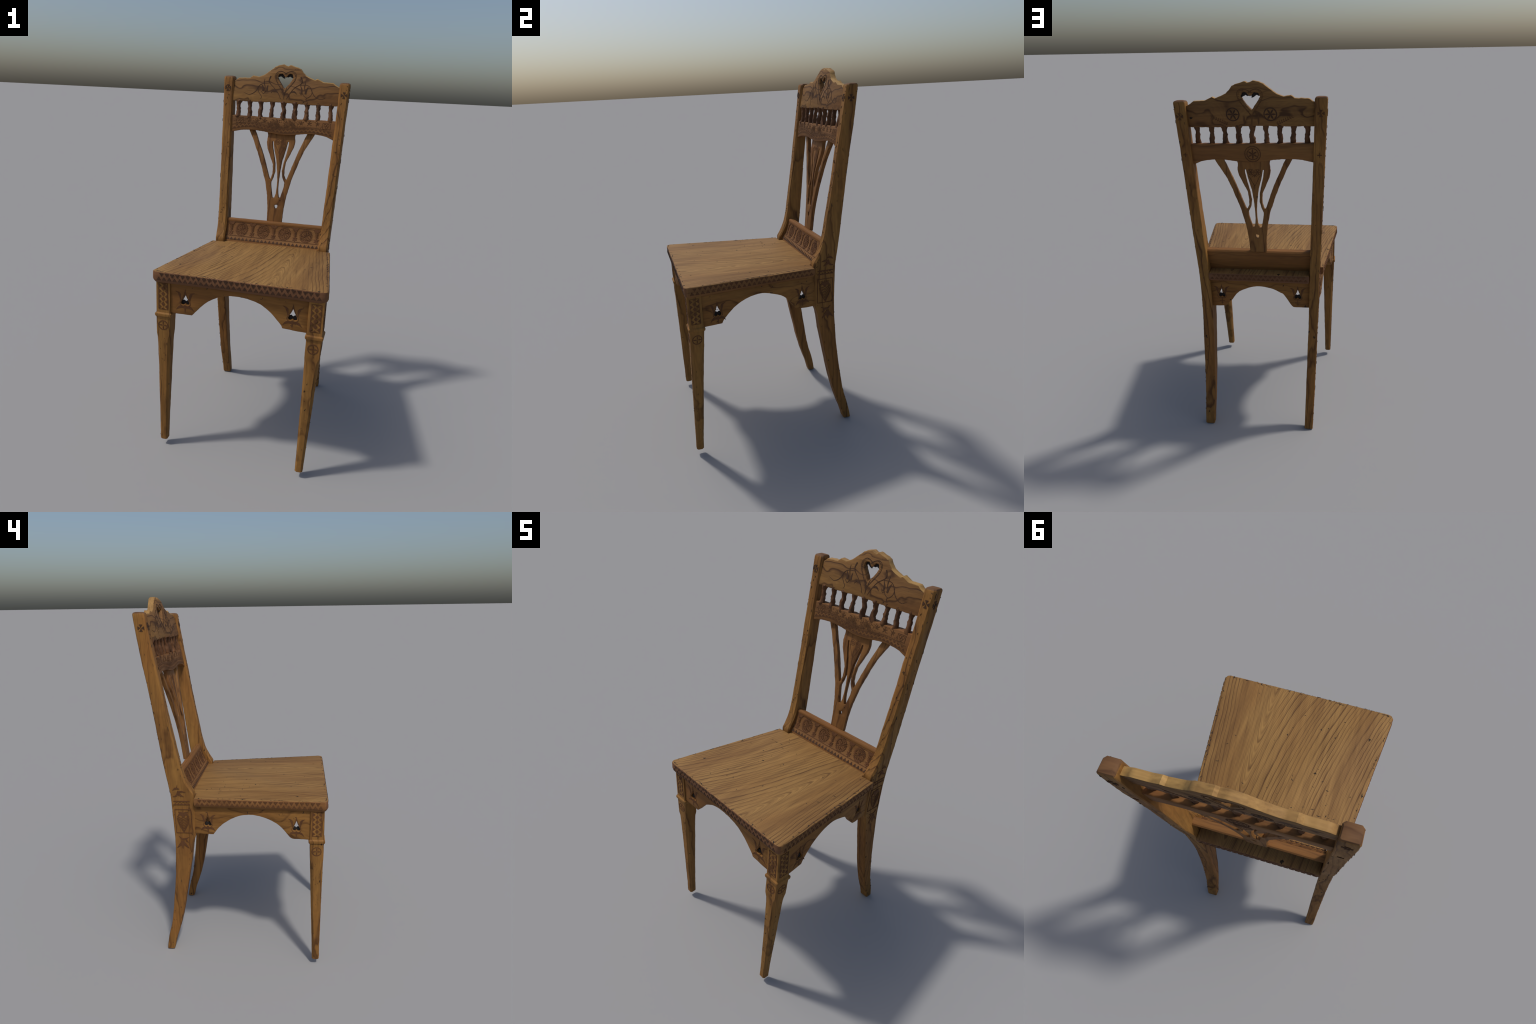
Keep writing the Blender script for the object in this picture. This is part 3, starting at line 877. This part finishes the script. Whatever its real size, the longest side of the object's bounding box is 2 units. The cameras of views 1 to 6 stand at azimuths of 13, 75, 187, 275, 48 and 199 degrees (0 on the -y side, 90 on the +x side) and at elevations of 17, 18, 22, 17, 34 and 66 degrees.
ZIG = [(-0.301, 1.638), (-0.233, 1.653), (-0.175, 1.656), (-0.116, 1.647), (-0.058, 1.635), (0.0, 1.630), (0.050, 1.632), (0.096, 1.638), (0.165, 1.644), (0.217, 1.640), (0.290, 1.627)]
zmid = lambda u: lerp(ZIG, u)
c = Carving(rsurf)
c.zigzag_band(-0.298, 0.292, lambda u: zmid(u) - 0.009, lambda u: zmid(u) + 0.009, 0.0235)
c.make("zigzag_carving", "burn_faint", rail)
c = Carving(rsurf)
c.stroke([(u, z + 0.0135) for u, z in ZIG], 0.0022)
c.stroke([(u, z - 0.0125) for u, z in ZIG], 0.0022)
for x in (-0.050, 0.043):                                 # half suns
    for k in range(17):
        a = k * math.pi / 16 * 1.1 - 0.15
        c.stroke([(x + 0.010 * math.cos(a), 1.655 + 0.010 * math.sin(a)), (x + 0.034 * math.cos(a), 1.655 + 0.032 * math.sin(a))], 0.0014, 0.0022, 0.0034)
for x in (-0.258, 0.255):                                 # framed squares
    zc = 1.678 if x < 0 else 1.670
    q = [(x - 0.022, zc - 0.016), (x + 0.022, zc - 0.016), (x + 0.022, zc + 0.016), (x - 0.022, zc + 0.016)]
    for a, b in zip(q, q[1:] + q[:1]):
        c.stroke([a, b], 0.0022, smooth=False)
    for k in (-1, 1):
        c.ring((x + k * 0.008, zc + 0.005), 0.0065, 0.0022, 14)
    c.ring((x, zc - 0.006), 0.0065, 0.0022, 14)
for x in (-0.200, -0.150, -0.108, 0.110, 0.155, 0.203):   # small stars between
    for k in range(5):
        c.petal((x, 1.680), 0.3 + k * 2 * math.pi / 5, 0.001, 0.013, 0.005)
rr = random.Random(3)
for k in range(150):                                      # worn stipple
    u = rr.gauss(0, 0.12)
    v = rr.uniform(zmid(u) + 0.018, 1.695)
    c.petal((u, v), rr.uniform(0, 6.28), -0.003, 0.004, 0.0032)
c.make("sunburst_carving", "burn_shallow", rail)
c = Carving(rback)
c.rosette((-0.003, 1.650), 0.0300, 6, phase=math.pi / 2, ringw=0.0035, fillers=False)
c.ring((-0.003, 1.650), 0.0395, 0.0030, 36)
for k in range(26):
    a = k * 2 * math.pi / 26
    c.petal((-0.003 + 0.0348 * math.cos(a), 1.650 + 0.0348 * math.sin(a)), a, -0.0018, 0.0018, 0.0022)
c.make("rosette_carving", "burn_faint", rail)

# ----------------------------------------------------------------------------- crest rail with heart
CY = lambda z: 0.417 + 0.19 * (z - 1.807)
CT = 0.031
csurf = lambda u, v, h: (u, CY(v) - h, v)
cback = lambda u, v, h: (u, CY(v) + CT + h, v)
TOP = [(-0.315, 1.890), (-0.307, 1.898), (-0.283, 1.915), (-0.216, 1.917), (-0.198, 1.931), (-0.163, 1.926), (-0.129, 1.938), (-0.096, 1.962), (-0.070, 1.984),
       (-0.050, 1.993), (-0.022, 1.998), (-0.009, 1.991), (0.004, 1.989), (0.016, 1.996), (0.052, 1.986), (0.079, 1.973), (0.109, 1.942), (0.136, 1.929),
       (0.164, 1.918), (0.177, 1.926), (0.212, 1.909), (0.268, 1.907), (0.296, 1.888), (0.312, 1.884)]
BOT = [(0.312, 1.782), (0.152, 1.781), (0.048, 1.784), (-0.016, 1.788), (-0.111, 1.786), (-0.2, 1.784), (-0.315, 1.786)]
HEART = [(-0.009, 1.863), (-0.022, 1.880), (-0.040, 1.903), (-0.053, 1.925), (-0.045, 1.942), (-0.026, 1.945), (-0.014, 1.932), (-0.006, 1.926), (0.003, 1.933), (0.017, 1.946),
         (0.033, 1.943), (0.038, 1.928), (0.030, 1.909), (0.013, 1.885)]
lo = worn(resample(TOP, 0.010, closed=False) + resample(BOT, 0.010, closed=False), 0.0022, 60.0)
me = plate("crest_rail", [lo, worn(resample(HEART, 0.008), 0.0020, 61.0, 120)], CT, lambda u, v, w: csurf(u, v, -w), bevel=0.004)
for p in me.polygons:                                     # rubbed-off finish along the top edge
    if p.normal.z > 0.45 and p.center.z > 1.88 and p.area < 0.0006 and (p.center.z > 1.965 or abs(p.center.x) > 0.07):
        p.material_index = 1
crest = add("crest_rail", me, ["crest", "worn_top"])
# the lobes of the heart were never cut right through: dark ragged webs stay inside
for cx0, sgn in ((-0.033, -1), (0.021, 1)):
    web = [(cx0 - 0.024, 1.950), (cx0 - 0.022, 1.928), (cx0 - 0.012, 1.927), (cx0 - 0.004, 1.931), (cx0 + 0.006, 1.926), (cx0 + 0.016, 1.921), (cx0 + 0.022, 1.919), (cx0 + 0.024, 1.950)]
    add("heart_web", plate("heart_web", [worn(resample(web, 0.006), 0.002, 65 + sgn, 150)], 0.008, lambda u, v, w: csurf(u, v, -w - 0.011), bevel=0.001), "chip", crest)

HO = [(-0.008, 1.836), (-0.027, 1.860), (-0.046, 1.886), (-0.063, 1.915), (-0.064, 1.944), (-0.042, 1.960), (-0.020, 1.956), (-0.007, 1.944)]
HOR = [(-0.008, 1.836), (0.010, 1.858), (0.028, 1.882), (0.050, 1.912), (0.054, 1.944), (0.034, 1.961), (0.008, 1.956), (-0.007, 1.944)]


def beaded_heart(c, off=0.0):
    for side in (HO, HOR):
        c.stroke([(x + off, z) for x, z in side], 0.0024)
        q = [(x + off + (0.006 if side is HO else -0.006), z - 0.003) for x, z in side]
        for i, p in enumerate(resample(catmull(q, 4), 0.0095, closed=False)):
            c.petal(p, 1.57, -0.0022, 0.0022, 0.0042)


c = Carving(csurf)
beaded_heart(c)
SCROLL_R = dict(a=([(0.010, 1.808), (0.028, 1.842), (0.052, 1.872), (0.085, 1.893), (0.092, 1.910), (0.082, 1.932)], 0.0026, 0.0030, 0.0075),
                b=([(0.025, 1.839), (0.041, 1.849), (0.055, 1.848), (0.068, 1.836)], 0.002, 0.009, 0.001),
                c1=([(0.082, 1.889), (0.093, 1.866), (0.093, 1.842)], 0.001, 0.008, 0.011),
                c2=([(0.130, 1.880), (0.120, 1.858), (0.117, 1.839)], 0.002, 0.011, 0.010),
                c3=([(0.113, 1.909), (0.109, 1.881), (0.111, 1.858)], 0.001, 0.006, 0.002),
                d=([(0.082, 1.887), (0.119, 1.889), (0.141, 1.877), (0.154, 1.854), (0.166, 1.835), (0.188, 1.820), (0.212, 1.815), (0.233, 1.826)], 0.002, 0.0042, 0.001),
                e=([(0.152, 1.867), (0.153, 1.844), (0.143, 1.828), (0.127, 1.820), (0.109, 1.829), (0.102, 1.842)], 0.002, 0.0026, 0.002),
                e2=([(0.127, 1.820), (0.123, 1.810), (0.132, 1.798)], 0.002, 0.004, 0.002),
                f=([(0.080, 1.851), (0.090, 1.836), (0.104, 1.842)], 0.002, 0.0024, 0.002))
SCROLL_L = dict(a=([(-0.025, 1.808), (-0.042, 1.839), (-0.065, 1.864), (-0.089, 1.886), (-0.101, 1.905), (-0.093, 1.931)], 0.0026, 0.0030, 0.0075),
                b=([(-0.084, 1.838), (-0.073, 1.852), (-0.060, 1.851), (-0.042, 1.839)], 0.001, 0.009, 0.002),
                c1=([(-0.145, 1.886), (-0.134, 1.868), (-0.133, 1.848)], 0.002, 0.009, 0.010),
                c2=([(-0.105, 1.882), (-0.109, 1.864), (-0.108, 1.849)], 0.002, 0.010, 0.010),
                c3=([(-0.127, 1.915), (-0.128, 1.891), (-0.118, 1.862)], 0.001, 0.006, 0.002),
                d=([(-0.093, 1.893), (-0.138, 1.888), (-0.162, 1.870), (-0.174, 1.846), (-0.197, 1.829), (-0.218, 1.825), (-0.249, 1.836)], 0.002, 0.0042, 0.001),
                e=([(-0.163, 1.867), (-0.161, 1.847), (-0.147, 1.827), (-0.138, 1.815), (-0.143, 1.803)], 0.002, 0.0030, 0.002),
                f=([(-0.143, 1.846), (-0.129, 1.832), (-0.117, 1.846)], 0.002, 0.0026, 0.002))
for S in (SCROLL_R, SCROLL_L):
    for p, a, b, d in S.values():
        c.stroke(p, a, b, d)
c.stroke([(-0.022, 1.872), (-0.010, 1.838), (-0.006, 1.806)], 0.0022)
c.stroke([(0.006, 1.872), (-0.004, 1.838), (-0.006, 1.806)], 0.0022)
c.make("heart_and_scroll_carving", "burn", crest)
c = Carving(cback)
beaded_heart(c, 0.001)
c.stroke([(-0.024, 1.860), (-0.012, 1.830), (-0.007, 1.795)], 0.0020)
c.stroke([(0.008, 1.860), (-0.003, 1.830), (-0.007, 1.795)], 0.0020)
w = Carving(cback)
for x in (0.083, -0.098):
    w.rosette((x, 1.843), 0.0330, 6, phase=0, ringw=0.0055, fillers=False)
w.make("wheel_carving", "burn", crest)
for x in (0.029, -0.040):                                 # tassels
    c.stroke([(x, 1.838), (x, 1.815), (x, 1.794)], 0.002, 0.010, 0.003)
for k, x0 in ((1, 0.112), (-1, -0.128)):                  # fern sprays
    c.stroke([(x0, 1.797), (x0 + k * 0.040, 1.812), (x0 + k * 0.085, 1.840)], 0.0022, 0.0024, 0.001)
    for i in range(8):
        t = i / 8
        bx, bz = x0 + k * 0.082 * t, 1.797 + 0.036 * t
        c.petal((bx, bz), math.pi / 2 + k * -0.2, 0.001, 0.013, 0.0042)
        c.petal((bx, bz), math.pi / 2 - k * 1.9, 0.001, 0.011, 0.0042)
c.make("heart_and_rosette_carving", "burn_shallow", crest)

# ----------------------------------------------------------------------------- spindle gallery
XS = [-0.273, -0.205, -0.139, -0.072, -0.003, 0.064, 0.132, 0.200, 0.270]
rs = random.Random(11)
for i, x in enumerate(XS):
    rings = []
    n, seg = 15, 12
    lean, swell, ph = rs.uniform(-0.006, 0.006), rs.uniform(0.9, 1.12), rs.uniform(0, 50)
    for k in range(n):
        t = k / (n - 1)
        z = 1.694 + (1.794 - 1.694) * t
        r = 0.0098 + 0.0022 * math.sin(math.pi * (t * 1.6 + 0.1)) ** 2
        r += 0.0045 * max(0, 1 - abs(t - 0.95) / 0.16) + 0.0016 * max(0, 1 - abs(t - 0.5) / 0.06) + 0.0035 * max(0, 1 - abs(t - 0.05) / 0.15)
        r *= swell * 1.08
        yc = 0.4205 + 0.17 * (z - 1.745)
        off = mnoise.noise_vector(Vector((ph, t * 3.4, 1.0))) * 0.006
        ring = []
        for j in range(seg):
            a = 2 * math.pi * j / seg
            rr2 = r * (1 + 0.40 * mnoise.noise(Vector((ph + math.cos(a) * 1.3, t * 7, math.sin(a) * 1.3))))
            ring.append((x + lean * (t - 0.5) + off.x + rr2 * math.cos(a), yc + off.y * 0.6 + rr2 * math.sin(a), z))
        rings.append(ring)
    add("spindle", loft("spindle", rings), "spindle", smooth_angle=50)
